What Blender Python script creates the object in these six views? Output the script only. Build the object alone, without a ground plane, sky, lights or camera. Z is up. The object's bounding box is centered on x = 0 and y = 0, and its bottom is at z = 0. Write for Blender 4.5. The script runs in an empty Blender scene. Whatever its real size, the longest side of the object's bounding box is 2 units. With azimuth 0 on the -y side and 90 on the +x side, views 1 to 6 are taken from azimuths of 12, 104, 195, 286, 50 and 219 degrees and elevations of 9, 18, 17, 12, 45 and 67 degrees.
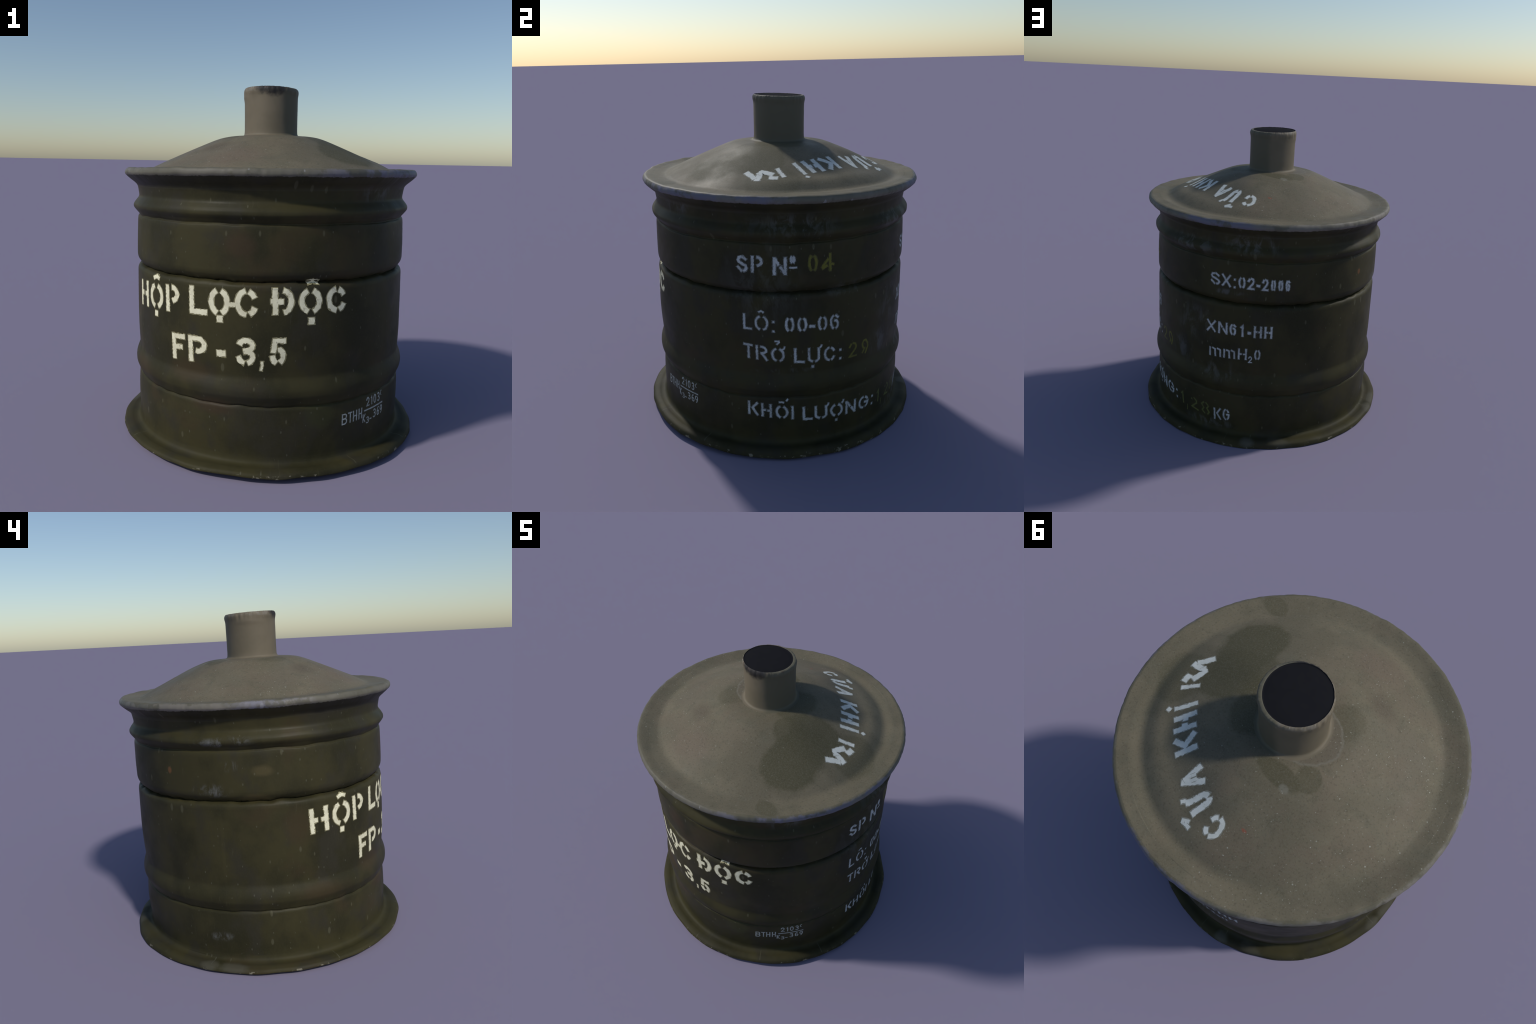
import math, random
import numpy as np

# ------------------------------------------------------------------ shape rules
# One turned profile, (radius, height), from the centre of the underside, round
# the base flange, up the wall with its beads and groove, round the rolled lid
# rim, over the lid cone, up the neck and across the plugged opening.
UNDERSIDE = [(0.0, .034), (.30, .034), (.70, .034), (.79, .031), (.84, .022), (.872, .0135)]
FLANGE = [(.880, .0125), (.8825, .0165), (.8822, .0205), (.8795, .0290), (.8735, .0385), (.860, .0455), (.842, .0485),
          (.822, .0480), (.808, .0495), (.7975, .0545), (.7910, .0630), (.7874, .080)]
LOWER_WALL = [(.7868, .105), (.7882, .145), (.7906, .20), (.7912, .25), (.7888, .312), (.7868, .334), (.7830, .3415), (.7790, .3455), (.7810, .3490),
              (.7850, .3540), (.7920, .370), (.8002, .389), (.8048, .402), (.8063, .415), (.8058, .432), (.8020, .450), (.7955, .469),
              (.7880, .489), (.7854, .501), (.7853, .520), (.7868, .55), (.7891, .62), (.7898, .72), (.7894, .82), (.7888, .905),
              (.7885, .930), (.7880, .948), (.7848, .961), (.7760, .9715), (.7640, .9770)]
GROOVE = (.7530, .981)
UPPER_WALL = [(.7640, .9860), (.7705, .993), (.7780, 1.003), (.7858, 1.016), (.7898, 1.032), (.7906, 1.052), (.7905, 1.10), (.7885, 1.20),
              (.7864, 1.246), (.7835, 1.2580), (.7775, 1.2650), (.7785, 1.2695), (.7820, 1.2740), (.7905, 1.2855), (.8010, 1.2985),
              (.8075, 1.3090), (.8088, 1.3180), (.8073, 1.328), (.8000, 1.341), (.7900, 1.354), (.7820, 1.365), (.7785, 1.376), (.7815, 1.405),
              (.7850, 1.424)]
RIM = [(.7890, 1.436), (.800, 1.449), (.820, 1.466), (.8400, 1.4840), (.8503, 1.4945), (.8543, 1.503), (.8542, 1.5105),
       (.8515, 1.519), (.8450, 1.5275), (.8340, 1.5310)]
LID = [(.815, 1.5300), (.79, 1.5265), (.765, 1.5240), (.740, 1.5228), (.722, 1.5238), (.705, 1.5285), (.688, 1.5365), (.66, 1.5500), (.62, 1.5685),
       (.55, 1.5995), (.48, 1.6300), (.41, 1.6605), (.355, 1.6840), (.318, 1.6985), (.285, 1.7085), (.24, 1.716),
       (.20, 1.7190), (.178, 1.7205)]
NECK = [(.1655, 1.7235), (.1590, 1.730), (.1568, 1.742), (.1560, 1.80), (.1565, 1.88), (.1575, 1.945),
        (.1600, 1.962), (.1608, 1.973), (.1590, 1.983), (.1545, 1.9905), (.1500, 1.9925), (.1470, 1.9920)]
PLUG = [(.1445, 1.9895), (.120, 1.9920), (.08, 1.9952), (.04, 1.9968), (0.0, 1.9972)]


def axis_at(z):
    """The drum leans a little: centre of the section at height z."""
    k = min(1.0, max(0.0, z / .25))
    ax, ay = .0018 - .0086 * z, .0052 + .0094 * z
    return (.0012 * (1 - k) + ax * k, .0008 * (1 - k) + ay * k)


def tilt_at(z):
    """Rise of the section per metre of x and of y."""
    def mix(a, b, k):
        return tuple(p + (q - p) * k for p, q in zip(a, b))
    foot, wall, lid, neck = (.0035, -.0168), (.0095, -.0085), (.0110, -.0150), (0.0, -.042)
    if z < .30:
        return mix(foot, wall, min(1.0, max(0.0, z - .022) / .024))
    if z < 1.30:
        return wall
    if z < 1.52:
        return mix(wall, lid, (z - 1.30) / .22)
    if z < 1.72:
        return lid
    return mix(lid, neck, min(1.0, (z - 1.72) / .25))


def place(theta, r, z):
    cx, cy = axis_at(z)
    tx, ty = tilt_at(z)
    x, y = r * math.cos(theta), r * math.sin(theta)
    return (cx + x, cy + y, z + tx * x + ty * y)


def curve_through(points, per):
    """Catmull-Rom (centripetal) through the control points."""
    p = [np.array(q, float) for q in points]
    p = [2 * p[0] - p[1]] + p + [2 * p[-1] - p[-2]]
    out = []
    for i in range(1, len(p) - 2):
        t = [0.0]
        for a, b in zip(p[i - 1:i + 2], p[i:i + 3]):
            t.append(t[-1] + max(1e-6, np.linalg.norm(b - a)) ** .5)
        n = max(2, min(per, int(np.linalg.norm(p[i + 1] - p[i]) / .0025) + 2))
        for j in range(n):
            s = t[1] + (t[2] - t[1]) * j / n
            a1 = (t[1] - s) / (t[1] - t[0]) * p[i - 1] + (s - t[0]) / (t[1] - t[0]) * p[i]
            a2 = (t[2] - s) / (t[2] - t[1]) * p[i] + (s - t[1]) / (t[2] - t[1]) * p[i + 1]
            a3 = (t[3] - s) / (t[3] - t[2]) * p[i + 1] + (s - t[2]) / (t[3] - t[2]) * p[i + 2]
            b1 = (t[2] - s) / (t[2] - t[0]) * a1 + (s - t[0]) / (t[2] - t[0]) * a2
            b2 = (t[3] - s) / (t[3] - t[1]) * a2 + (s - t[1]) / (t[3] - t[1]) * a3
            out.append((t[2] - s) / (t[2] - t[1]) * b1 + (s - t[1]) / (t[2] - t[1]) * b2)
    out.append(p[-2])
    return np.array(out)


WALL = np.array(LOWER_WALL + [GROOVE] + UPPER_WALL)
LID_TOP = np.array(RIM[-1:] + LID)


def wall_radius(z):
    return float(np.interp(z, WALL[:, 1], WALL[:, 0]))


def bump(x, centre, width):
    return math.exp(-((x - centre) / width) ** 2)


def angle_from(theta, degrees):
    return math.degrees((theta - math.radians(degrees) + math.pi) % (2 * math.pi) - math.pi)


def lid_bulge(theta, r):
    """The cone is fuller on the lettered side: it runs out straighter there."""
    return (.012 * bump(angle_from(theta, 40), 0, 44) * bump(r, .645, .058)
            + .007 * bump(angle_from(theta, 55), 0, 62) * bump(r, .770, .036)
            + .010 * bump(angle_from(theta, 62), 0, 36) * bump(r, .42, .10)
            + .007 * bump(angle_from(theta, 80), 0, 11) * bump(r, .43, .12))


def lid_height(r):
    return float(np.interp(r, LID_TOP[::-1, 0], LID_TOP[::-1, 1]))


# ------------------------------------------------------------------ small irregularities
def wave(theta, seed, lowest, highest, roughness=1.0):
    """Smooth periodic wobble around the drum, about -1..1."""
    rng = random.Random(seed)
    total, weight = 0.0, 0.0
    for k in range(lowest, highest + 1):
        a = (lowest / k) ** roughness
        total += a * math.sin(k * theta + rng.uniform(0, 2 * math.pi))
        weight += a * a
    return total / math.sqrt(weight)


SEG = 640
THETA = [2 * math.pi * i / SEG for i in range(SEG)]
W_EDGE = [wave(t, 11, 5, 34, .55) for t in THETA]
W_EDGE_R = [wave(t, 12, 5, 34, .6) for t in THETA]
W_FOOT = [wave(t, 13, 2, 5, .5) for t in THETA]
W_GROOVE = [wave(t, 14, 6, 60, .45) for t in THETA]
W_GAP = [wave(t, 19, 9, 150, .35) for t in THETA]
W_STEP = [wave(t, 15, 6, 60, .5) for t in THETA]
W_BEAD = [wave(t, 16, 5, 40, .5) for t in THETA]
W_RIM = [wave(t, 17, 4, 60, .5) for t in THETA]
W_NECK = [wave(t, 18, 2, 9, .4) for t in THETA]
W_LIP = [wave(t, 20, 5, 40, .4) for t in THETA]
W_CONE = [wave(t, 21, 4, 11, .4) for t in THETA]
W_WALL = [[wave(t, 30 + k, 2, 9, .6) for t in THETA] for k in range(6)]


def shaped(i, r, z):
    """A profile point after the dents and wobble of this sheet metal, at segment i."""
    if r > 0.70 and z < .06:                        # ragged, slightly wavy foot edge
        k = min(1.0, max(0.0, (r - .80) / .085))
        dz = k * (.0028 * W_EDGE[i] + .0018 * W_FOOT[i])
        if z + dz + (.0035 * math.cos(THETA[i]) - .0168 * math.sin(THETA[i])) * r < .0006:
            dz = .0006 - z - (.0035 * math.cos(THETA[i]) - .0168 * math.sin(THETA[i])) * r
        return r + k * .0028 * W_EDGE_R[i], z + dz
    if r > 0.70 and z < 1.43:
        k = min(1.0, max(0.0, (z - .09) / .1))
        row = z * 4.0
        a = int(row) % 6
        f = row - int(row)
        f = f * f * (3 - 2 * f)
        r += k * .0011 * ((1 - f) * W_WALL[a][i] + f * W_WALL[(a + 1) % 6][i])
        a = angle_from(THETA[i], 0)                 # the drum is not quite round
        r += bump(z, .70, .20) * (.0060 * bump(a, -54, 30) + .0045 * bump(a, 170, 12) + .0050 * bump(a, 124, 16) - .0020 * bump(a, -102, 14))
        r += bump(z, .22, .14) * (.0075 * bump(a, 166, 9) - .0025 * bump(a, -8, 20) - .002 * bump(a, 52, 20) + .0060 * bump(a, 123, 11) - .0015 * bump(a, 148, 8) + .0025 * bump(a, -62, 22))
        g = bump(z, .981, .012)                      # crack-like seam groove
        z += g * .0032 * W_GROOVE[i]
        r -= bump(z, .981, .0045) * .008 * max(0.0, W_GAP[i] - .2)
        z += bump(z, .346, .010) * .0028 * W_STEP[i]
        s = bump(z, 1.265, .012)
        z += s * .0022 * W_BEAD[i]
        r += bump(z, 1.32, .03) * .0012 * W_BEAD[i]
        return r, z
    if r > 0.78:
        if z > 1.52 and r < .835:
            z += lid_bulge(THETA[i], r)
        z += .0016 * W_RIM[i] * min(1.0, (r - .78) / .05)
        return r + .0010 * W_RIM[(i * 3) % SEG] * min(1.0, (r - .78) / .07), z
    if z < 1.0:
        return r, z
    if z < 1.722 and r > .17:
        k = bump(r, .5, .20)
        return r, z + k * .0036 * W_CONE[i] + lid_bulge(THETA[i], r)
    k = min(1.0, max(0.0, (z - 1.73) / .2))
    e = bump(z, 1.975, .025)
    b = bump(z, 1.94, .02) * bump(angle_from(THETA[i], 190), 0, 28) * .004
    inner = min(1.0, max(0.0, (r - .1455) / .008))
    return r + inner * (k * .0009 * W_NECK[i] + e * .0012 * W_LIP[i] + b), z + inner * e * .0012 * W_LIP[(i * 2) % SEG]


# ------------------------------------------------------------------ bpy part
import bpy
from mathutils import Vector

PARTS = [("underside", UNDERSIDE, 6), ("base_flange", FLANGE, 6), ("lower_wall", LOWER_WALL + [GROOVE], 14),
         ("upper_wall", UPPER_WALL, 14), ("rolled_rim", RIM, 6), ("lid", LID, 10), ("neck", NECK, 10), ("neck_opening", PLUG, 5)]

control, cuts = [], []
for name, pts, per in PARTS:
    control += pts
    cuts.append(len(control) - 1)
# walk the whole profile once so the surface stays continuous through every seam
profile, owner = [], []
dense = curve_through(control, 22)
# index of the dense sample that sits on each cut
marks = []
for c in cuts:
    d = np.hypot(dense[:, 0] - control[c][0], dense[:, 1] - control[c][1])
    marks.append(int(d.argmin()))
dense[:, 0] = np.maximum(dense[:, 0], 0.0)
ROWS = len(dense)

verts = np.zeros((ROWS, SEG, 3))
for j, (r, z) in enumerate(dense):
    shift = min(1.0, max(0.0, (z - 1.978) / .008)) * min(1.0, max(0.0, (.155 - r) / .008)) if z > 1.9 else 0.0
    for i, t in enumerate(THETA):
        rr, zz = shaped(i, r, z)
        x, y, h = place(t, rr, zz)
        verts[j, i] = (x - .006 * shift, y - .005 * shift, h)
verts[:, :, 2] -= verts[:, :, 2].min()

# analytic-like vertex normals of the whole turned surface
dv = np.gradient(verts, axis=0)
du = np.roll(verts, -1, axis=1) - np.roll(verts, 1, axis=1)
normals = np.cross(du, dv)
length = np.linalg.norm(normals, axis=2, keepdims=True)
flat = (length < 1e-12)[..., 0]
normals = normals / np.maximum(length, 1e-12)
normals[0, :] = (0, 0, -1)
normals[-1, :] = (0, 0, 1)


def new_object(name, mesh, parent):
    ob = bpy.data.objects.new(name, mesh)
    bpy.context.scene.collection.objects.link(ob)
    ob.parent = parent
    return ob


def lathe_part(name, first, last, parent, materials):
    rows = range(first, last + 1)
    v, n, faces = [], [], []
    closes_low, closes_high = first == 0, last == ROWS - 1
    for j in rows:
        for i in range(SEG):
            v.append(tuple(verts[j, i]))
            n.append(tuple(normals[j, i]))
    count = len(rows)
    for j in range(count - 1):
        for i in range(SEG):
            k = (i + 1) % SEG
            a, b, c, d = j * SEG + i, j * SEG + k, (j + 1) * SEG + k, (j + 1) * SEG + i
            if closes_low and j == 0:
                faces.append((a, c, d))
            elif closes_high and j == count - 2:
                faces.append((a, b, d))
            else:
                faces.append((a, b, c, d))
    me = bpy.data.meshes.new(name)
    me.from_pydata(v, [], faces)
    me.polygons.foreach_set("use_smooth", [True] * len(me.polygons))
    me.update()
    me.normals_split_custom_set_from_vertices(n)
    for m in materials:
        me.materials.append(m)
    return new_object(name, me, parent)


# ------------------------------------------------------------------ materials
class Nodes:
    """Short-hand for building a node material."""

    def __init__(self, name):
        self.mat = bpy.data.materials.new(name)
        self.mat.use_nodes = True
        self.t = self.mat.node_tree
        self.t.nodes.clear()
        self.out = self.t.nodes.new("ShaderNodeOutputMaterial")
        self.bsdf = self.t.nodes.new("ShaderNodeBsdfPrincipled")
        self.t.links.new(self.bsdf.outputs[0], self.out.inputs[0])
        self.co = self.t.nodes.new("ShaderNodeTexCoord").outputs["Object"]
        split = self.t.nodes.new("ShaderNodeSeparateXYZ")
        self.t.links.new(self.co, split.inputs[0])
        self.x, self.y, self.z = split.outputs

    def put(self, socket, value):
        if hasattr(value, "is_output"):
            self.t.links.new(value, socket)
        elif isinstance(value, tuple) and len(value) == 3 and socket.type == "RGBA":
            socket.default_value = (*value, 1.0)
        else:
            socket.default_value = value

    def math(self, op, a, b=0.0, clamp=False):
        n = self.t.nodes.new("ShaderNodeMath")
        n.operation, n.use_clamp = op, clamp
        self.put(n.inputs[0], a)
        self.put(n.inputs[1], b)
        return n.outputs[0]

    def scaled(self, scale, offset=(0, 0, 0)):
        n = self.t.nodes.new("ShaderNodeMapping")
        self.put(n.inputs["Vector"], self.co)
        n.inputs["Scale"].default_value = scale
        n.inputs["Location"].default_value = offset
        return n.outputs[0]

    def noise(self, scale, detail=4.0, rough=.55, vector=None, distortion=0.0):
        n = self.t.nodes.new("ShaderNodeTexNoise")
        self.put(n.inputs["Vector"], vector if vector is not None else self.co)
        n.inputs["Scale"].default_value = scale
        n.inputs["Detail"].default_value = detail
        n.inputs["Roughness"].default_value = rough
        n.inputs["Distortion"].default_value = distortion
        return n.outputs["Fac"]

    def around(self, sx=1.0, sy=1.0, shift=(0, 0)):
        """Unrolled wall: arc length round the drum and height."""
        turn = self.math("ARCTAN2", self.math("SUBTRACT", self.math("MULTIPLY", self.x, .5), self.math("MULTIPLY", self.y, -.866)),
                         self.math("SUBTRACT", self.math("MULTIPLY", self.y, .5), self.math("MULTIPLY", self.x, .866)))
        n = self.t.nodes.new("ShaderNodeCombineXYZ")
        self.put(n.inputs[0], self.math("ADD", self.math("MULTIPLY", turn, .79 * sx), shift[0]))
        self.put(n.inputs[1], self.math("ADD", self.math("MULTIPLY", self.z, sy), shift[1]))
        return n.outputs[0]

    def cells(self, scale, vector=None, randomness=1.0):
        n = self.t.nodes.new("ShaderNodeTexVoronoi")
        n.voronoi_dimensions = "2D"
        self.put(n.inputs["Vector"], vector if vector is not None else self.co)
        n.inputs["Scale"].default_value = scale
        n.inputs["Randomness"].default_value = randomness
        return n.outputs["Distance"], n.outputs["Color"]

    def step(self, value, low, high, to_low=0.0, to_high=1.0):
        n = self.t.nodes.new("ShaderNodeMapRange")
        n.interpolation_type = "SMOOTHSTEP"
        self.put(n.inputs["Value"], value)
        for s, v in zip(("From Min", "From Max", "To Min", "To Max"), (low, high, to_low, to_high)):
            self.put(n.inputs[s], v)
        return n.outputs[0]

    def mix(self, fac, a, b):
        n = self.t.nodes.new("ShaderNodeMix")
        n.data_type = "RGBA"
        self.put(n.inputs["Factor"], fac)
        self.put(n.inputs[6], a)
        self.put(n.inputs[7], b)
        return n.outputs[2]

    def spot(self, centre, radii, soft=.5, ragged=0.0, scale=9.0):
        """Soft ellipsoid mask around a point, with a ragged border."""
        m = self.t.nodes.new("ShaderNodeMapping")
        self.put(m.inputs["Vector"], self.co)
        m.inputs["Location"].default_value = tuple(-c / r for c, r in zip(centre, radii))
        m.inputs["Scale"].default_value = tuple(1 / r for r in radii)
        n = self.t.nodes.new("ShaderNodeVectorMath")
        n.operation = "LENGTH"
        self.put(n.inputs[0], m.outputs[0])
        d = n.outputs["Value"]
        if ragged:
            d = self.math("ADD", d, self.math("MULTIPLY", self.math("SUBTRACT", self.noise(scale, 5.0, .6), .5), ragged))
        return self.step(d, 1 - soft, 1 + soft * .3, 1.0, 0.0)

    def flecks(self, scale, size, share, stretch=None, offset=(0, 0)):
        """Sparse small chips: only the given share of the cells shows one. With a stretch, on the
        unrolled wall; without, seen from above."""
        plane = self.scaled((1, 1, 1), (*offset, 0)) if stretch is None else self.around(*stretch, offset)
        dist, col = self.cells(scale, plane)
        sep = self.t.nodes.new("ShaderNodeSeparateColor")
        self.put(sep.inputs[0], col)
        chosen = self.math("LESS_THAN", sep.outputs[0], share)
        grown = self.math("MULTIPLY", sep.outputs[1], size)
        inside = self.step(self.math("SUBTRACT", dist, grown), -size * .35, size * .15, 1.0, 0.0)
        return self.math("MULTIPLY", chosen, inside)

    def both(self, *masks):
        m = masks[0]
        for other in masks[1:]:
            m = self.math("MULTIPLY", m, other)
        return m

    def finish(self, colour, rough, bump_from=None, strength=.1, depth=.002, spec=.5, metal=0.0):
        self.put(self.bsdf.inputs["Base Color"], colour)
        self.put(self.bsdf.inputs["Roughness"], rough)
        self.put(self.bsdf.inputs["Specular IOR Level"], spec)
        self.put(self.bsdf.inputs["Metallic"], metal)
        if bump_from is not None:
            b = self.t.nodes.new("ShaderNodeBump")
            b.inputs["Strength"].default_value = strength
            b.inputs["Distance"].default_value = depth
            self.put(b.inputs["Height"], bump_from)
            self.t.links.new(b.outputs[0], self.bsdf.inputs["Normal"])
        return self.mat


def on_wall(degrees, z):
    r = wall_radius(z) if .12 < z < 1.42 else .80
    return place(math.radians(degrees), r, z)


def on_lid(x, y):
    cx, cy = axis_at(1.55)
    tx, ty = tilt_at(1.6)
    return (cx + x, cy + y, lid_height(max(.17, math.hypot(x, y))) + tx * x + ty * y)


OLIVE, OLIVE_DARK, OLIVE_GREY, BROWN = (.0450, .0395, .0158), (.0268, .0248, .0108), (.0330, .0300, .0200), (.0490, .0350, .0165)
RUST, DUST, CHIP = (.0490, .0325, .0175), (.135, .138, .130), (.120, .114, .070)


def wall_colour(n):
    cloud = n.noise(3.2, 6.0, .6, n.scaled((1, 1, .8)))
    c = n.mix(n.step(cloud, .40, .64), OLIVE, OLIVE_DARK)
    c = n.mix(n.math("MULTIPLY", n.step(n.noise(4.3, 5.0, .6, n.scaled((1, 1, .7), (3.1, 0, 5))), .50, .66), .75), c, OLIVE_GREY)
    c = n.mix(n.math("MULTIPLY", n.step(n.noise(2.6, 5.0, .6, n.scaled((1, 1, 1.1), (7.7, 2, 1))), .56, .70), .55), c, BROWN)
    for deg, z, radii, colour, amount in (
            (-90, 1.17, (.09, .09, .08), RUST, .75), (-100, .335, (.14, .12, .055), RUST, .75),
            (-110, .50, (.16, .12, .07), BROWN, .8), (-141, .43, (.16, .16, .06), BROWN, .75),
            (-150, .83, (.09, .09, .13), BROWN, .7), (-163, 1.15, (.06, .07, .035), (.085, .068, .030), .7),
            (-166, 1.0, (.08, .08, .03), (.080, .062, .026), .6), (157, 1.15, (.016, .016, .022), (.19, .085, .035), .7),
            (-60, .30, (.10, .10, .08), (.042, .044, .017), .6), (96, 1.12, (.10, .10, .05), (.052, .043, .019), .5)):
        c = n.mix(n.math("MULTIPLY", n.spot(on_wall(deg, z), radii, .6, .9, 11.0), amount), c, colour)
    # dusty scuffs, on the bead, by the groove and across the shaded upper band
    brush = n.step(n.noise(15.0, 6.0, .7, n.scaled((1, 1, .45)), .6), .45, .62)
    for deg, z, radii, amount in (
            (-178, 1.312, (.08, .17, .028), 1.0), (176, 1.045, (.08, .12, .04), .75), (-176, 1.185, (.06, .06, .035), .6),
            (177, .19, (.08, .10, .03), .8), (-172, 1.33, (.05, .10, .02), .6),
            (100, 1.375, (.20, .14, .075), .55), (70, 1.33, (.22, .20, .07), .55), (20, 1.36, (.15, .32, .07), .45),
            (-35, 1.41, (.14, .14, .05), .45), (72, .80, (.2, .16, .13), .35), (62, .58, (.12, .12, .1), .45),
            (40, .98, (.12, .2, .05), .35), (85, .50, (.2, .12, .09), .35), (80, .10, (.25, .12, .04), .5),
            (88, 1.055, (.12, .08, .02), .6), (16, .515, (.1, .2, .02), .45), (5, 1.02, (.2, .25, .3), .22)):
        c = n.mix(n.both(n.spot(on_wall(deg, z), radii, .8, .7, 14.0), brush, n.math("ADD", amount, 0.0)), c, DUST)
    chips = n.flecks(12.0, .13, .26, (1, .45))
    c = n.mix(n.math("MULTIPLY", chips, .45), c, CHIP)
    small = n.flecks(32.0, .14, .17, (1, .55), (2.0, 5.0))
    c = n.mix(n.math("MULTIPLY", small, .35), c, (.14, .138, .10))
    scratch = n.both(n.step(n.noise(9.0, 4.0, .7, n.around(9.0, 1.0)), .60, .70), n.step(n.noise(3.0, 3.0, .6, n.scaled((1, 1, 1), (2, 6, 4))), .46, .60))
    c = n.mix(n.math("MULTIPLY", scratch, .30), c, (.085, .078, .045))
    grain = n.noise(120.0, 3.0, .6)
    return n.mix(n.step(grain, .40, .75, 0.0, .22), c, (.055, .050, .026)), grain


def wall_material(name):
    n = Nodes(name)
    c, grain = wall_colour(n)
    rough = n.step(n.noise(5.0, 4.0, .6), .3, .7, .46, .60)
    relief = n.math("ADD", n.math("MULTIPLY", n.noise(28.0, 4.0, .6), .7), n.math("MULTIPLY", grain, .3))
    return n.finish(c, rough, relief, .22, .0035, .16)


def flange_material():
    n = Nodes("weathered_olive_flange")
    c, grain = wall_colour(n)
    c = n.mix(n.math("MULTIPLY", n.step(n.noise(6.0, 5.0, .65), .45, .65), .6), c, (.046, .041, .0185))
    for deg, r, radii, amount in ((101, .85, (.06, .05, .03), .9), (-178, .86, (.05, .10, .03), .5), (172, .86, (.05, .06, .03), .5), (115, .85, (.10, .05, .03), .4)):
        c = n.mix(n.both(n.spot(place(math.radians(deg), r, .035), radii, .5, .8, 16.0), n.math("ADD", amount, 0.0)), c, (.088, .084, .064))
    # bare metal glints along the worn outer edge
    reach = n.math("SQRT", n.math("ADD", n.math("MULTIPLY", n.x, n.x), n.math("MULTIPLY", n.y, n.y)))
    worn = n.both(n.step(reach, .8785, .8815), n.step(n.noise(24.0, 5.0, .7), .56, .64))
    c = n.mix(worn, c, (.20, .18, .13))
    return n.finish(c, .62, n.noise(28.0, 4.0, .6), .2, .0035, .14)


TAN, TAN_DARK, LID_OLIVE, EARTH = (.172, .147, .099), (.136, .118, .079), (.080, .073, .042), (.158, .120, .086)


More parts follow.
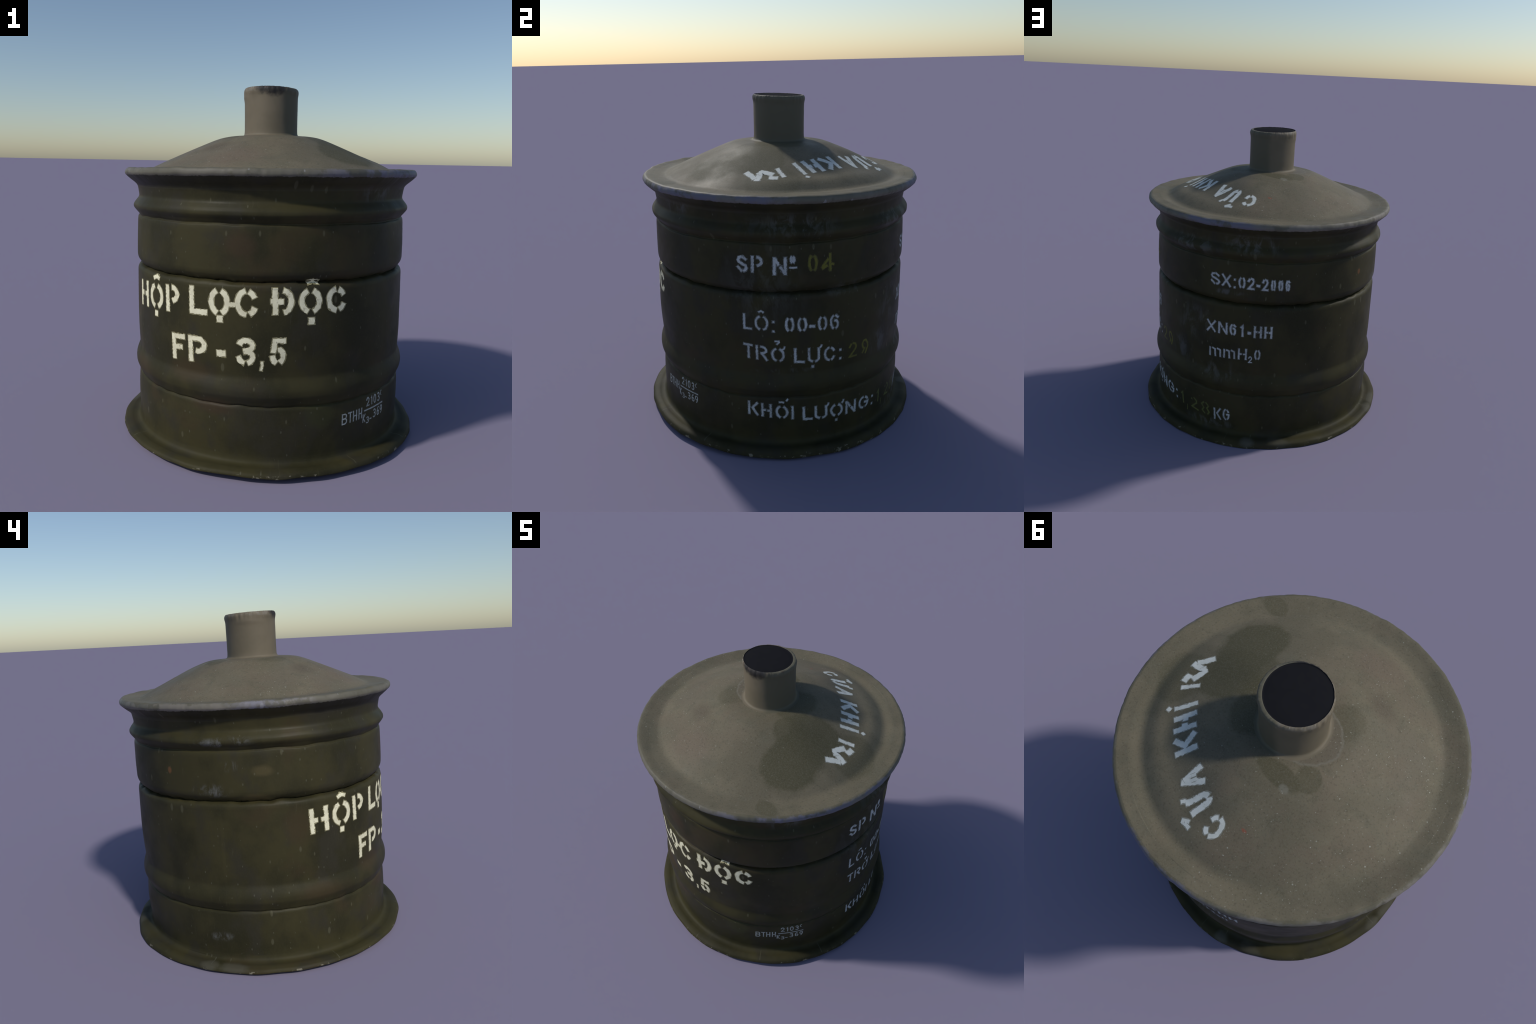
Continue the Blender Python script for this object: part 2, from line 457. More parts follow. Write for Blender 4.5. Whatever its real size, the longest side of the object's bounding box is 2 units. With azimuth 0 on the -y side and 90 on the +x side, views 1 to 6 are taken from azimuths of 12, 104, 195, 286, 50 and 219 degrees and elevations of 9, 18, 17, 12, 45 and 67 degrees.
def lid_material():
    n = Nodes("dusty_olive_lid")
    cloud = n.noise(3.4, 6.0, .6)
    c = n.mix(n.step(cloud, .36, .62), TAN, TAN_DARK)
    c = n.mix(n.math("MULTIPLY", n.step(n.noise(5.0, 5.0, .65, n.scaled((1, 1, 1), (4, 9, 2))), .50, .66), .4), c, (.122, .116, .082))
    for x, y, radii, soft, amount, colour in (
            (-.07, -.56, (.20, .14, .12), .7, .65, EARTH), (-.24, -.36, (.11, .08, .1), .8, .6, (.100, .078, .056)),
            (-.42, -.30, (.20, .12, .12), .7, .6, (.150, .125, .088)), (-.50, -.02, (.12, .16, .1), .7, .4, (.145, .128, .088)),
            (.20, .40, (.30, .28, .2), .8, .5, (.098, .094, .072))):
        c = n.mix(n.math("MULTIPLY", n.spot(on_lid(x, y), radii, soft, 1.2, 6.0), amount), c, colour)
    c = n.mix(n.math("MULTIPLY", n.both(n.step(n.noise(4.2, 5.0, .65, n.scaled((1, 1, 1), (1, 7, 3))), .47, .63), n.step(n.x, .30, -.10, .15, 1.0)), .5), c, (.152, .120, .084))
    c = n.mix(n.math("MULTIPLY", n.step(n.noise(9.0, 6.0, .7, n.scaled((1, 1, 1), (5, 2, 8))), .52, .68), .45), c, (.098, .092, .062))
    # where the dust was wiped away: dark olive paint with clear, curved borders
    for x, y, radii, amount in (
            (.45, -.20, (.17, .24, .3), .9), (.42, -.02, (.18, .16, .3), .85), (.62, .10, (.15, .16, .3), .55), (.30, -.12, (.09, .12, .2), .7),
            (.57, -.53, (.085, .060, .1), .6), (-.10, .225, (.125, .050, .1), .75), (-.22, .16, (.06, .06, .1), .6),
            (.17, .06, (.13, .16, .12), .7), (-.17, -.15, (.10, .12, .12), .35)):
        c = n.mix(n.math("MULTIPLY", n.spot(on_lid(x, y), radii, .20, .95, 4.5), amount), c, LID_OLIVE)
    # pale ring of sealant left around the neck foot
    cx, cy = axis_at(1.72)
    collar = n.spot((cx - .055, cy - .005, 1.722), (.195, .155, .09), .05, .22, 16.0)
    c = n.mix(n.math("MULTIPLY", collar, .75), c, (.140, .118, .086))
    edge = n.math("MULTIPLY", n.both(collar, n.math("SUBTRACT", 1.0, n.spot((cx - .055, cy - .005, 1.722), (.185, .146, .09), .05, .22, 16.0))), .55)
    c = n.mix(edge, c, (.20, .19, .15))
    c = n.mix(n.math("MULTIPLY", n.spot(on_lid(-.166, .26), (.028, .022, .03), .5, .5, 30.0), .7), c, (.20, .19, .15))
    c = n.mix(n.math("MULTIPLY", n.spot(on_lid(-.143, .493), (.016, .008, .02), .5, .5, 40.0), .8), c, (.26, .075, .045))
    # outer gutter stays a little greener
    reach = n.math("SQRT", n.math("ADD", n.math("MULTIPLY", n.x, n.x), n.math("MULTIPLY", n.y, n.y)))
    c = n.mix(n.math("MULTIPLY", n.step(reach, .67, .76), .2), c, (.112, .104, .068))
    side = n.math("MULTIPLY", n.step(n.x, .45, -.35, .25, 1.0), n.step(n.noise(5.0, 3.0, .6, n.scaled((1, 1, 1), (8, 3, 1))), .38, .55, .15, 1.0))
    spots = n.math("MULTIPLY", n.flecks(26.0, .10, .30), side)
    c = n.mix(n.math("MULTIPLY", spots, .85), c, (.36, .36, .30))
    dots = n.math("MULTIPLY", n.flecks(62.0, .16, .30, None, (3, 1)), side)
    c = n.mix(n.math("MULTIPLY", dots, .75), c, (.30, .30, .25))
    grain = n.noise(150.0, 3.0, .65)
    c = n.mix(n.step(grain, .40, .72, 0.0, .35), c, (.175, .165, .125))
    c = n.mix(n.step(n.noise(95.0, 2.0, .6, n.scaled((1, 1, 1), (9, 4, 4))), .52, .74, 0.0, .35), c, (.055, .052, .034))
    rough = n.step(n.noise(4.0, 4.0, .6), .3, .7, .40, .56)
    relief = n.math("ADD", n.math("MULTIPLY", n.noise(18.0, 4.0, .6), .7), n.math("MULTIPLY", grain, .25))
    return n.finish(c, n.math("ADD", rough, .1), relief, .15, .004, .12)


def rim_material():
    """Rubbed pale edge with a ragged lower border; olive paint below it."""
    n = Nodes("rubbed_rim")
    wall, grain = wall_colour(n)
    tx, ty = tilt_at(1.5)
    level = n.math("SUBTRACT", n.z, n.math("ADD", n.math("MULTIPLY", n.x, tx), n.math("MULTIPLY", n.y, ty)))
    ragged = n.math("ADD", n.math("MULTIPLY", n.math("SUBTRACT", n.noise(13.0, 5.0, .65), .5), .020),
                    n.math("MULTIPLY", n.math("SUBTRACT", n.noise(75.0, 3.0, .7), .5), .012))
    level = n.math("ADD", level, ragged)
    pale = n.mix(n.step(n.noise(5.0, 5.0, .6), .40, .62), (.178, .162, .135), (.130, .122, .093))
    pale = n.mix(n.math("MULTIPLY", n.spot(place(math.radians(-100), .86, 1.5), (.70, .45, .3), .4, .5, 7.0), .65), pale, (.112, .105, .078))
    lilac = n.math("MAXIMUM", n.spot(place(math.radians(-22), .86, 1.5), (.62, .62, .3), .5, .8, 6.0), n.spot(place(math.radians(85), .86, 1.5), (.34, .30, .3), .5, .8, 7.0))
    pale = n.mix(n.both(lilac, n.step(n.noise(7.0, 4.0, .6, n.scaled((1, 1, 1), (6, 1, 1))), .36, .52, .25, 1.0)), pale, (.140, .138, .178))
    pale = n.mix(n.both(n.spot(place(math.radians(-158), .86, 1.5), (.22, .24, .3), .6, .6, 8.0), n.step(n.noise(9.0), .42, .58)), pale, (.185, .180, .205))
    pale = n.mix(n.math("MULTIPLY", n.step(n.noise(9.0, 5.0, .65, n.scaled((1, 1, 1), (2, 2, 2))), .50, .62), .8), pale, (.098, .092, .064))
    pale = n.mix(n.math("MULTIPLY", n.flecks(20.0, .20, .16, (1, .6)), .7), pale, (.27, .27, .275))
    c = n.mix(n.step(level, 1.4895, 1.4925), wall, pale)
    c = n.mix(n.step(level, 1.5235, 1.532), c, n.mix(n.step(n.noise(3.4, 6.0, .6), .36, .62), (.128, .114, .075), (.100, .091, .058)))
    return n.finish(c, .55, n.noise(40.0, 4.0, .6), .2, .003, .25)


def neck_material():
    n = Nodes("dusty_neck")
    c = n.mix(n.step(n.noise(7.0, 5.0, .55), .38, .64), (.162, .135, .092), (.142, .120, .080))
    c = n.mix(n.math("MULTIPLY", n.step(n.noise(10.0, 4.0, .5, n.scaled((1, 1, .4))), .55, .70), .5), c, (.118, .107, .070))
    bright = n.both(n.step(n.math("ADD", n.z, n.math("MULTIPLY", n.noise(14.0, 4.0, .6), .03)), 1.984, 1.992), n.step(n.noise(26.0, 4.0, .65), .42, .6))
    c = n.mix(n.math("MULTIPLY", bright, .7), c, (.20, .180, .145))
    c = n.mix(n.math("MULTIPLY", n.flecks(30.0, .25, .15, (1, 1)), n.step(n.z, 1.955, 1.975)), c, (.30, .27, .22))
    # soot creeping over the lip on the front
    cx, cy = axis_at(2.0)
    soot = n.spot((cx + .04, cy - .155, 2.005), (.12, .075, .062), .4, .9, 24.0)
    c = n.mix(n.math("MULTIPLY", soot, .92), c, (.016, .015, .016))
    c = n.mix(n.math("MULTIPLY", n.spot((cx + .12, cy - .11, 2.0), (.06, .06, .035), .6, .8, 24.0), .7), c, (.035, .033, .034))
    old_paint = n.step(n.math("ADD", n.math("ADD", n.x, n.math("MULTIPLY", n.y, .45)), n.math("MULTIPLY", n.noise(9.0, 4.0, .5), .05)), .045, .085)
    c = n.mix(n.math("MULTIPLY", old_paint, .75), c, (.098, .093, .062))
    reddish = n.both(n.step(n.z, 1.982, 1.99), n.step(n.noise(18.0, 4.0, .6, n.scaled((1, 1, 1), (5, 5, 5))), .55, .65))
    c = n.mix(n.math("MULTIPLY", reddish, .5), c, (.085, .055, .045))
    return n.finish(c, .62, n.noise(40.0, 4.0, .6), .2, .003, .3)


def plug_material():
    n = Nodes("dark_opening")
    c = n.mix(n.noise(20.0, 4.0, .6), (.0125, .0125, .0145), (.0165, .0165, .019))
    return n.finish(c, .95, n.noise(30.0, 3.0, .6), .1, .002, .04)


def under_material():
    n = Nodes("dull_underside")
    return n.finish(n.mix(n.noise(6.0, 5.0, .6), (.035, .033, .022), (.050, .045, .032)), .7)


def paint_material(name, full, thin, wear, worn):
    """Sprayed stencil paint, thin in places so the olive shows through."""
    n = Nodes(name)
    c = n.mix(n.step(n.noise(16.0, 5.0, .6), .38, .66), full, thin)
    c = n.mix(n.math("MULTIPLY", n.step(n.noise(48.0, 4.0, .7), .56, .68), wear), c, worn)
    return n.finish(c, .6, n.noise(80.0, 3.0, .6), .12, .002, .3)


mats = {
    "underside": under_material(), "base_flange": flange_material(), "lower_wall": wall_material("weathered_olive_wall"),
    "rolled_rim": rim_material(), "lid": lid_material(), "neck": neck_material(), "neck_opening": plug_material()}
mats["upper_wall"] = mats["lower_wall"]
PAINT = {
    "cream": (paint_material("cream_paint", (.84, .80, .57), (.70, .66, .46), .6, (.36, .31, .20)),
              paint_material("cream_paint_thin", (.30, .275, .155), (.19, .17, .085), .5, (.07, .062, .03))),
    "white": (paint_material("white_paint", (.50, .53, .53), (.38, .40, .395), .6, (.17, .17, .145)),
              paint_material("white_paint_thin", (.17, .18, .165), (.11, .115, .10), .4, (.05, .05, .035))),
    "grey": (paint_material("grey_paint", (.46, .48, .44), (.37, .39, .36), .4, (.15, .15, .12)),
             paint_material("grey_paint_thin", (.14, .145, .125), (.10, .10, .08), .4, (.05, .048, .03))),
    "yellow": (paint_material("yellow_paint", (.160, .150, .020), (.115, .110, .020), .5, (.07, .066, .02)),
               paint_material("yellow_paint_thin", (.095, .090, .020), (.07, .068, .02), .4, (.04, .038, .02))),
    "green": (paint_material("faded_yellow_paint", (.125, .138, .034), (.095, .104, .030), .5, (.06, .06, .02)),
              paint_material("faded_yellow_paint_thin", (.075, .080, .026), (.058, .060, .02), .4, (.04, .038, .02))),
    "lid": (paint_material("lid_paint", (.63, .65, .61), (.54, .56, .52), .35, (.33, .32, .26)),
            paint_material("lid_paint_thin", (.27, .27, .23), (.21, .21, .17), .4, (.13, .12, .09))),
}

canister = bpy.data.objects.new("filter_canister", None)
bpy.context.scene.collection.objects.link(canister)
canister["label"] = "weathered olive metal filter drum with stencilled lettering and short neck"
canister["category"] = "filter canister"

part, start = {}, 0
for (name, _, _), mark in zip(PARTS, marks):
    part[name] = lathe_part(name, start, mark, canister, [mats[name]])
    start = mark

# ------------------------------------------------------------------ stencil alphabet
def arc(cx, cy, rx, ry, a, b):
    n = max(3, int(abs(b - a) / 12) + 1)
    return [(cx + rx * math.cos(math.radians(a + (b - a) * k / n)), cy + ry * math.sin(math.radians(a + (b - a) * k / n))) for k in range(n + 1)]


def ring(gap):
    return [arc(.5, .5, .5, .5, 90 + gap, 270 - gap), arc(.5, .5, .5, .5, 90 - gap, -90 + gap)]


# Strokes run along their centre line inside a unit box; "-" at the end marks a faint stroke.
GLYPH = {
    "H": [[(0, 0), (0, 1)], [(1, 0), (1, 1)], [(0, .52), (.36, .52)], [(.66, .5), (1, .5)]],
    "Hfull": [[(0, 0), (0, 1)], [(1, 0), (1, 1)], [(0, .5), (1, .5)]],
    "O": ring(21), "0": ring(26), "0full": [arc(.5, .5, .5, .5, 90, 450)],
    "o": ring(22),
    "P": [[(0, 0), (0, 1)], [(.52, 1)] + arc(.55, .71, .45, .29, 80, -80) + [(.55, .40)]],
    "Pfull": [[(0, 0), (0, 1)], [(0, 1)] + arc(.5, .70, .5, .30, 90, -90) + [(.42, .42)]],
    "L": [[(0, 1), (0, 0), (1, 0)]],
    "C": [arc(.52, .5, .52, .5, 100, 262), arc(.5, .5, .5, .5, 70, 28), arc(.5, .5, .5, .5, -68, -26)],
    "D": [[(0, 0), (0, 1)], [(.55, 1)] + arc(.5, .5, .5, .5, 75, -75) + [(.55, 0)], [(-.12, .49), (.48, .49)]],
    "F": [[(1, 1), (0, 1), (0, 0)], [(0, .50), (.86, .50)]],
    "3": [arc(.5, .77, .48, .23, 165, -75) + [(.35, .53)], [(.36, .49)] + arc(.5, .26, .5, .26, 80, -72), arc(.5, .26, .5, .26, -108, -165)],
    "3full": [arc(.5, .76, .45, .24, 150, -60) + [(.4, .53)], arc(.5, .26, .5, .26, 90, -155)],
    "5": [[(1, 1), (.22, 1), (.05, .50)], [(.55, .60)] + arc(.5, .32, .5, .32, 65, -62), arc(.5, .32, .5, .32, -112, -165)],
    ",": [[(.6, 1), (.65, .55), (.25, 0)]],
    "S": [[(.45, 1), (.12, .93), (0, .76), (.10, .62), (.5, .51), (.9, .38), (1, .22), (.88, .06), (.64, 0)], [(.62, .98), (.96, .80)], [(.38, .01), (.02, .25)]],
    "N": [[(0, 0), (0, 1)], [(.08, .97), (.40, .58)], [(1, 1), (1, 0)], [(.93, .03), (.56, .46)]],
    "_": [[(0, .5), (1, .5)]], "-": [[(0, .5), (1, .5)]],
    "4": [[(.80, 0), (.80, 1)], [(.62, .72), (.03, .18)], [(.05, .12), (.48, .30)], [(.82, .38), (1.08, .36)]],
    ":": [[(.5, 1)], [(.5, 0)]], ".": [[(.5, .5)]],
    "6": [arc(.5, .5, .5, .5, 108, 252), [(.66, .99), (.98, .86)], [(.52, .62)] + arc(.5, .33, .5, .33, 60, -66)],
    "6full": [arc(.62, .45, .62, .55, 75, 200) + arc(.5, .27, .5, .27, 190, 540)],
    "9full": [arc(.5, .71, .5, .29, 0, 360) + [(.98, .5), (.75, .15), (.4, 0)]],
    "9": [arc(.5, .68, .42, .32, 75, 275), [(.62, 1), (.95, .72), (.98, .45), (.62, 0)], [(.45, .35), (.1, .05)]],
    "T": [[(0, 1), (1, 1)], [(.55, .94), (.55, 0)]],
    "R": [[(0, 0), (0, 1)], [(.42, 1)] + arc(.5, .75, .48, .25, 80, -80) + [(.42, .48)], [(.48, .48), (1, 0)]],
    "U": [[(0, 1)] + arc(.5, .26, .5, .26, 180, 252), [(1, 1)] + arc(.5, .26, .5, .26, 0, -72)],
    "K": [[(0, 0), (0, 1)], [(1, 1), (.42, .55), (1, 0)]],
    "Kfull": [[(0, 0), (0, 1)], [(1, 1), (.1, .5), (1, 0)]],
    "G": [arc(.52, .5, .52, .5, 100, 262), arc(.5, .5, .5, .5, 68, 26), [(.58, .50), (1, .50)] + arc(.5, .5, .5, .5, -18, -66)],
    "I": [[(.5, 0), (.5, 1)]],
    "X": [[(0, 1), (1, 0)], [(1, 1), (0, 0)]],
    "1": [[(.1, .80), (.75, 1), (.75, 0)]],
    "2": [[(.0, .74), (.22, .95)], [(.48, 1), (.86, .93), (.98, .74), (.85, .52), (0, 0), (1, 0)]],
    "2full": [[(0, .75), (.2, .95), (.55, 1), (.95, .8), (.85, .52), (0, 0), (1, 0)]],
    "2thin": [[(.06, .85)], [(.5, 1), (.85, .82), (.85, .62), (0, .10), (1, 0)]],
    "8": [[(.30, 1), (.02, .80), (.28, .52), (.05, .22), (.34, 0)], [(.66, 1), (.98, .78), (.70, .52), (1, .22), (.80, 0)]],
    "B": [[(0, 0), (0, 1)], [(0, 1)] + arc(.55, .77, .40, .23, 90, -90) + [(0, .54)], [(0, .5)] + arc(.55, .26, .45, .26, 90, -90) + [(0, 0)]],
    "A": [[(0, 0), (.44, 1)], [(1, 0), (.60, .97)], [(.22, .42), (.42, .42)], [(.62, .42), (.8, .42)]],
    "m": [[(0, 0), (0, 1)], [(.27, 1), (.48, .88), (.52, 0)], [(.74, 1), (.97, .88), (1, 0)]],
    "c": [arc(.6, .5, .6, .5, 70, 270)],
    "^": [[(0, 0), (.5, 1), (1, 0)]], "/": [[(0, 0), (1, 1)]],
    "horn": [[(0, 0), (.7, .35), (1, 1)]],
    "hook": [[(0, .9), (.9, 1), (1, .65), (.5, 0)]],
    "R_bowl": [[(.05, .98), (.24, .85)], [(.06, .74), (.39, .37), (.56, .42)]],
    "A_leg": [[(.50, .40), (.74, .72)], [(.79, .56), (.85, .345), (.97, .03)]],
}

NAME_OF = {**{g: "digit" for g in "0 1 2 3 4 5 6 8 9 0full 2full 2thin 3full 6full 9full".split()},
           **{g: "punctuation_mark" for g in (",", ":", "-", "_")}, **{g: "accent" for g in (".", "^", "/", "horn", "hook")}}

# Each line of lettering: where its baseline starts and ends (angle in degrees, height), cap height,
# stroke width, paint, lean, then glyph : first angle : last angle [: base lift : own height]
LINES = [
    ("cream", (-145, .764), (-115, .790), .147, .0315, -.006,
     "H:-144.9:-136 O:-134.3:-124.3 ^:-131.6:-126.8:.160:.034 .:-130.6:-127.9:-.038:.034 P:-122.8:-115.2"),
    ("cream", (-110.5, .796), (-83, .806), .150, .0330, -.004,
     "L:-110.5:-102.5 O:-102.1:-93.5 .:-98.7:-96.3:-.030:.038 C:-92.0:-83.0 -:-94.2:-91.4:.050:.028"),
    ("cream", (-78.5, .822), (-50, .820), .138, .0320, -.004,
     "D:-78.4:-70.3 O:-68.9:-60 .:-65.3:-62.7:-.050:.038 ^:-65.8:-60.9:.149:.030 C:-58.6:-49.9"),
    ("cream", (-119.2, .538), (-102.5, .550), .142, .0315, -.007,
     "F:-119.2:-112.2 Pfull:-111:-102.6 -:-98.9:-95:.040:.038"),
    ("cream", (-91.3, .558), (-73, .564), .146, .0310, -.001,
     "3:-91.2:-83.9 ,:-82.8:-80.7:-.026:.054 5:-79:-73"),
    ("white", (-4.3, 1.098), (6.5, 1.100), .098, .0175, 0,
     "S:-4.3:.5 P:1.5:6.5"),
    ("white", (10.1, 1.088), (20, 1.090), .104, .0180, -.001,
     "N:10.1:15.8 o:16.7:19.2:.061:.052 _:16.5:19.8:.036:.011"),
    ("yellow", (23.9, 1.099), (34.6, 1.094), .105, .017, -.003,
     "0:23.9:28 4:29:34.6"),
    ("white", (-2.2, .766), (11, .757), .096, .0145, 0,
     "L:-2.2:1.7 O:2.6:8.4 ^:4.1:6.6:.107:.020 ::9.6:11:-.004:.073"),
    ("white", (14.8, .754), (37.8, .742), .096, .0150, -.002,
     "0:14.8:18.8 0:19.8:24 -:24.6:27.4:.026:.018 0:28.3:32.5 6:33.5:37.8"),
    ("white", (-2.2, .592), (15, .568), .093, .0145, -.002,
     "T:-2.2:1.9 R:2.9:8 O:9.2:14.9 horn:13.6:15.2:.076:.028 hook:10.6:13:.106:.031"),
    ("white", (18.5, .564), (40, .546), .096, .0150, -.003,
     "L:18.5:23.1 U:24.2:29.6 horn:29.0:30.6:.088:.024 .:25.8:27.2:-.032:.018 C:31.1:36.6 ::38:39.7:.001:.072"),
    ("yellow", (43, .543), (54.5, .534), .098, .0135, -.004,
     "2:43.1:47.5 9:49.8:54.4"),
    ("white", (-.9, .230), (18.7, .204), .090, .0150, -.002,
     "K:-.9:3.8 H:4.8:9.5 O:10.8:16.4 ^:12.2:14.6:.100:.015 /:15.1:16.4:.114:.020 I:17.4:18.7"),
    ("white", (22.2, .193), (59.5, .158), .092, .0160, -.005,
     "L:22.2:26.7 U:27.4:33.4 horn:32.6:34.2:.080:.026 O:34.5:41 horn:39.9:41.5:.084:.026 .:37.3:38.7:-.029:.017 N:42.1:48 G:49.4:56 ::57.5:59.5:.001:.072"),
    ("green", (61.7, .150), (81, .140), .094, .0125, -.006,
     "1:61.8:64.5 ,:66:67.4:-.034:.045 2thin:69.4:74.2 8:75.9:81"),
    ("white", (83.2, .122), (91.7, .138), .092, .0130, -.003,
     "K:83.2:87.3 G:88:91.7"),
    ("white", (80.2, 1.090), (117.4, 1.083), .083, .0140, -.001,
     "S:80.2:85.2 X:85.8:90.5 ::91.5:92.8:-.003:.066 0:93.8:97.3 2:98:101.5 -:102:104:.023:.017 2:104.5:107.7 0:108.5:111:0:.081 0:111.8:114.3:0:.081 6:115.1:117.4:0:.080"),
    ("white", (78.5, .762), (110.5, .764), .084, .0140, 0,
     "X:78.5:83.5 N:84.6:89.5 6:90.3:93.7 1:95.1:97.5 -:98.8:100.8:.022:.019 H:101.7:105.7 H:106.6:110.5"),
    ("white", (80.1, .591), (105.5, .608), .081, .0125, .001,
     "m:80.1:86.6:0:.066 m:87.5:93.6:0:.065 H:94.7:99.1 2full:99.7:101.7:-.020:.050 0:102.4:105.5"),
    ("grey", (-50.4, .218), (-40, .226), .060, .0085, .001,
     "B:-50.4:-47.8 T:-47.5:-45.3 Hfull:-45:-42.8 Hfull:-42.1:-40"),
    ("grey", (-39, .256), (-26, .261), .011, .0095, 0, "_:-39:-26"),
    ("grey", (-37.6, .280), (-26.5, .282), .051, .0080, .001,
     "2full:-37.6:-35.5 1:-34.9:-33.6 0full:-33:-31 3full:-30.4:-28.4"),
    ("grey", (-27.8, .307), (-26.5, .308), .028, .0045, 0, "c:-27.8:-26.5"),
    ("grey", (-39.7, .197), (-26.2, .204), .051, .0078, 0,
     "Kfull:-39.7:-38:.000:.048 3full:-37.7:-35.7:-.014:.040 -:-35.5:-34:.001:.009 3full:-33.3:-31.2 6full:-30.4:-28.5 9full:-28.1:-26.2"),
]

# Lettering on the lid: glyph, then the box's lower-left, lower-right, upper-left, upper-right as (angle, radius).
LID_WORD = [
    ("C", (98.3, .510), (88.4, .509), (96.8, .622), (88.6, .623)),
    ("U", (85.7, .482), (78.0, .467), (82.9, .598), (73.9, .587)),
    ("horn", (76.2, .565), (72.8, .565), (76.2, .602), (72.8, .602)),
    ("hook", (85, .612), (79.5, .612), (85, .652), (79.5, .652)),
    ("A", (75.5, .465), (61.6, .441), (68.8, .570), (63.6, .552)),
    ("K", (54.0, .439), (41.1, .442), (53.9, .553), (44.3, .555)),
    ("H", (39.4, .441), (27.1, .456), (41.5, .556), (32.1, .567)),
    ("I", (24.1, .459), (21.6, .470), (28.8, .575), (26.6, .580)),
    (".", (28.8, .590), (26.9, .595), (28.8, .611), (26.9, .615)),
    ("I", (13.2, .498), (9.8, .513), (17.6, .590), (14.0, .603)),
    ("R_bowl", (6.3, .421), (-9.0, .557), (13.4, .606), (1.1, .723)),
    ("A_leg", (6.3, .421), (-9.0, .557), (13.4, .606), (1.1, .723)),
]


def resample(line, gap):
    out = [line[0]]
    for a, b in zip(line, line[1:]):
        n = max(1, int(math.dist(a, b) / gap))
        out += [(a[0] + (b[0] - a[0]) * k / n, a[1] + (b[1] - a[1]) * k / n) for k in range(1, n + 1)]
    return out


def offset_ribbon(path, half, ends, rng, rough):
    """Left and right borders of a stroke, corners mitred, borders a little ragged."""
    n = len(path)
    left, right = [], []
    for k in range(n):
        a, b = path[max(0, k - 1)], path[min(n - 1, k + 1)]
        here = path[k]
        d1 = Vector((here[0] - a[0], here[1] - a[1])) if k else Vector((b[0] - here[0], b[1] - here[1]))
        d2 = Vector((b[0] - here[0], b[1] - here[1])) if k < n - 1 else d1
        d1, d2 = d1.normalized(), d2.normalized()
        t = (d1 + d2)
        t = t.normalized() if t.length > 1e-6 else d1
        m = Vector((-t.y, t.x))
        grow = 1.0 / max(.5, m.dot(Vector((-d1.y, d1.x))))
        hl, hr = (half * grow + rng.gauss(0, rough) for _ in range(2))
        left.append((here[0] + m.x * hl, here[1] + m.y * hl))
        right.append((here[0] - m.x * hr, here[1] - m.y * hr))
    return left, right


GLYPH_COUNT = 0


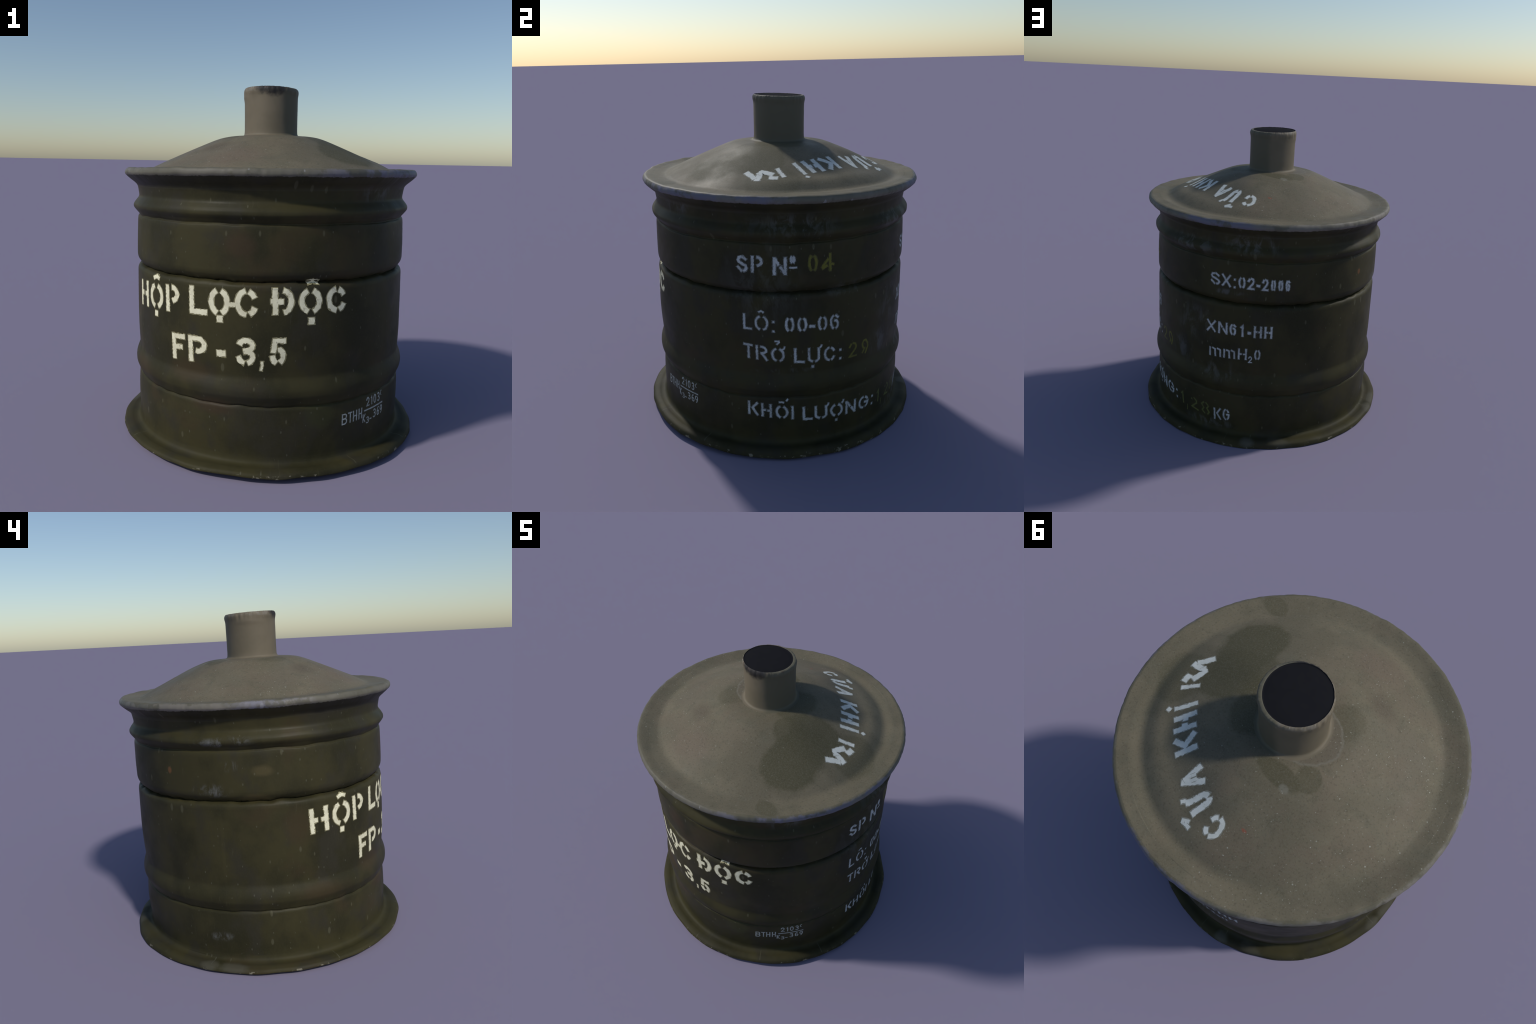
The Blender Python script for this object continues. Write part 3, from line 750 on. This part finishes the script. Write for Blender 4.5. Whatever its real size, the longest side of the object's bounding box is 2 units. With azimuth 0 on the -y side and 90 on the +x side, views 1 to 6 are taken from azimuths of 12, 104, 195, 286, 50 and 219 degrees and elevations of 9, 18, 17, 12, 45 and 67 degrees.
def letter(glyph, box, width, surface, paint, parent, lift=.00055):
    """Sprayed character: each stroke is a low welt of paint with thin, feathered flanks.

    box maps a unit square into the flat (s, t) plane; surface maps (s, t, height) to space."""
    global GLYPH_COUNT
    GLYPH_COUNT += 1
    rng = random.Random(9000 + GLYPH_COUNT)
    (s0, t0), (s1, t1), (s2, t2), (s3, t3) = box            # lower-left, lower-right, upper-left, upper-right
    wide = (math.dist(box[0], box[1]) + math.dist(box[2], box[3])) / 2
    high = (math.dist(box[0], box[2]) + math.dist(box[1], box[3])) / 2
    mx, my = min(.5, width / 2 / max(wide, 1e-6)), min(.5, width / 2 / max(high, 1e-6))

    def flat(p):
        u, v = mx + p[0] * (1 - 2 * mx), my + p[1] * (1 - 2 * my)
        return (s0 * (1 - u) * (1 - v) + s1 * u * (1 - v) + s2 * (1 - u) * v + s3 * u * v,
                t0 * (1 - u) * (1 - v) + t1 * u * (1 - v) + t2 * (1 - u) * v + t3 * u * v)

    v, f, kind, lean_to = [], [], [], []
    feather = min(.0045, width * .27)
    rough = min(.0016, width * .075)
    for number, stroke in enumerate(GLYPH[glyph]):
        line = [flat(p) for p in stroke]
        core = width / 2 - feather * .75
        if len(line) == 1:
            line = [(line[0][0], line[0][1] - width * .02), (line[0][0], line[0][1] + width * .02)]
        # run the stroke out to the border of its box, past its last centre point
        for end in (0, -1):
            p, q = stroke[end], stroke[1 if end == 0 else -2] if len(stroke) > 1 else stroke[end]
            away = (p[0] - q[0], p[1] - q[1])
            size = math.hypot(*away) or 1.0
            meets = any((p[c] > .97 and away[c] / size > .45) or (p[c] < .03 and away[c] / size < -.45) for c in (0, 1))
            reach = width / 2 - feather * .75 if meets or len(stroke) == 1 else width * .08
            a, b = line[end], line[1 if end == 0 else -2]
            d = math.dist(a, b) or 1.0
            line[end] = (a[0] + (a[0] - b[0]) / d * reach, a[1] + (a[1] - b[1]) / d * reach)
        line = resample(line, .006)
        if len(line) < 3:
            line = [line[0], ((line[0][0] + line[-1][0]) / 2, (line[0][1] + line[-1][1]) / 2), line[-1]]
        # flank rows before and after the ends
        def beyond(a, b, by):
            d = math.dist(a, b) or 1.0
            return (a[0] + (a[0] - b[0]) / d * by, a[1] + (a[1] - b[1]) / d * by)
        path = [beyond(line[0], line[1], feather)] + line + [beyond(line[-1], line[-2], feather)]
        li, ri = offset_ribbon(path, core, True, rng, rough)
        lo, ro = offset_ribbon(path, core + feather, True, rng, rough)
        top = lift + .00014 * number
        foot = .00016 + .00002 * number
        base = len(v)
        last = len(path) - 1
        for k in range(len(path)):
            end = k in (0, last)
            # feathered skirt low down, full coat standing a hair above it
            for at, h in ((lo[k], foot * .7), (li[k], foot), (li[k], foot if end else top), (path[k], foot if end else top),
                          (ri[k], foot if end else top), (ri[k], foot), (ro[k], foot * .7)):
                v.append(surface(*at, h))
                p0, p1, p2 = (Vector(surface(at[0] + a, at[1] + b, 0)) for a, b in ((0, 0), (.003, 0), (0, .003)))
                lean_to.append((p1 - p0).cross(p2 - p0).normalized())
        for k in range(last):
            for c in range(6):
                q = base + k * 7 + c
                f.append((q, q + 1, q + 8, q + 7))
                kind.append(1 if c in (0, 5) or k in (0, last - 1) else 0)
    me = bpy.data.meshes.new(NAME_OF.get(glyph, "letter"))
    me.from_pydata(v, [], f)
    me.materials.append(PAINT[paint][0])
    me.materials.append(PAINT[paint][1])
    me.polygons.foreach_set("material_index", kind)
    me.polygons.foreach_set("use_smooth", [True] * len(f))
    me.update()
    me.normals_split_custom_set_from_vertices([tuple(q) for q in lean_to])
    new_object(NAME_OF.get(glyph, "letter"), me, parent)


R0 = .789


WALL_ROWS = dense[marks[1]:marks[3] + 1]


def wall_surface(s, t, h):
    th = s / R0
    flat_r = float(np.interp(t, WALL_ROWS[:, 1], WALL_ROWS[:, 0]))
    if abs(t - .981) < .03:
        h += .0012
    near = th % (2 * math.pi) / (2 * math.pi) * SEG
    i0, f = int(near) % SEG, near - int(near)
    ra = shaped(i0, flat_r, t)[0]
    rb = shaped((i0 + 1) % SEG, flat_r, t)[0]
    return place(th, ra + (rb - ra) * f + h, t)


def lid_surface(s, t, h):
    r, th = math.hypot(s, t), math.atan2(t, s)
    near = th % (2 * math.pi) / (2 * math.pi) * SEG
    i0, f = int(near) % SEG, near - int(near)
    za, zb = shaped(i0, r, lid_height(r))[1], shaped((i0 + 1) % SEG, r, lid_height(r))[1]
    x, y, z = place(th, r, za + (zb - za) * f)
    return (x + .38 * h * math.cos(th), y + .38 * h * math.sin(th), z + .92 * h)


for paint, (a0, z0), (a1, z1), cap, width, lean, text in LINES:
    for item in text.split():
        glyph = ":" if item.startswith("::") else item.split(":")[0]
        num = [float(q) for q in item[len(glyph) + 1:].split(":")]
        th0, th1 = num[0], num[1]
        up, own = (num[2], num[3]) if len(num) > 2 else (0.0, cap)
        base = [z0 + (z1 - z0) * (th - a0) / (a1 - a0) + up for th in (th0, th1)]
        sa, sb = R0 * math.radians(th0), R0 * math.radians(th1)
        k = own / cap if own < cap else 1.0
        d = lean * k
        w = min(width, own) if glyph in ("-", "_", ".", ",") else width * (.8 if glyph in ("^", "/", "horn", "hook") else 1.0)
        if glyph == "2full" and width > .012:
            w = .0075
        if glyph in ("-", "."):
            w = own
        if glyph == ",":
            w = width * .6
        parent = part["upper_wall"] if z0 > 1.0 else part["lower_wall"]
        if paint == "white":
            w *= 1.13
        letter(glyph, ((sa - d / 2, base[0]), (sb - d / 2, base[1]), (sa + d / 2, base[0] + own), (sb + d / 2, base[1] + own)), w, wall_surface, paint, parent)

for glyph, *corners in LID_WORD:
    box = [(r * math.cos(math.radians(a)), r * math.sin(math.radians(a))) for a, r in corners]
    w = {"I": .027, ".": .026, "R_bowl": .038, "A_leg": .038, "horn": .024, "hook": .024, "C": .027}.get(glyph, .032)
    letter(glyph, box, w, lid_surface, "lid", part["lid"])
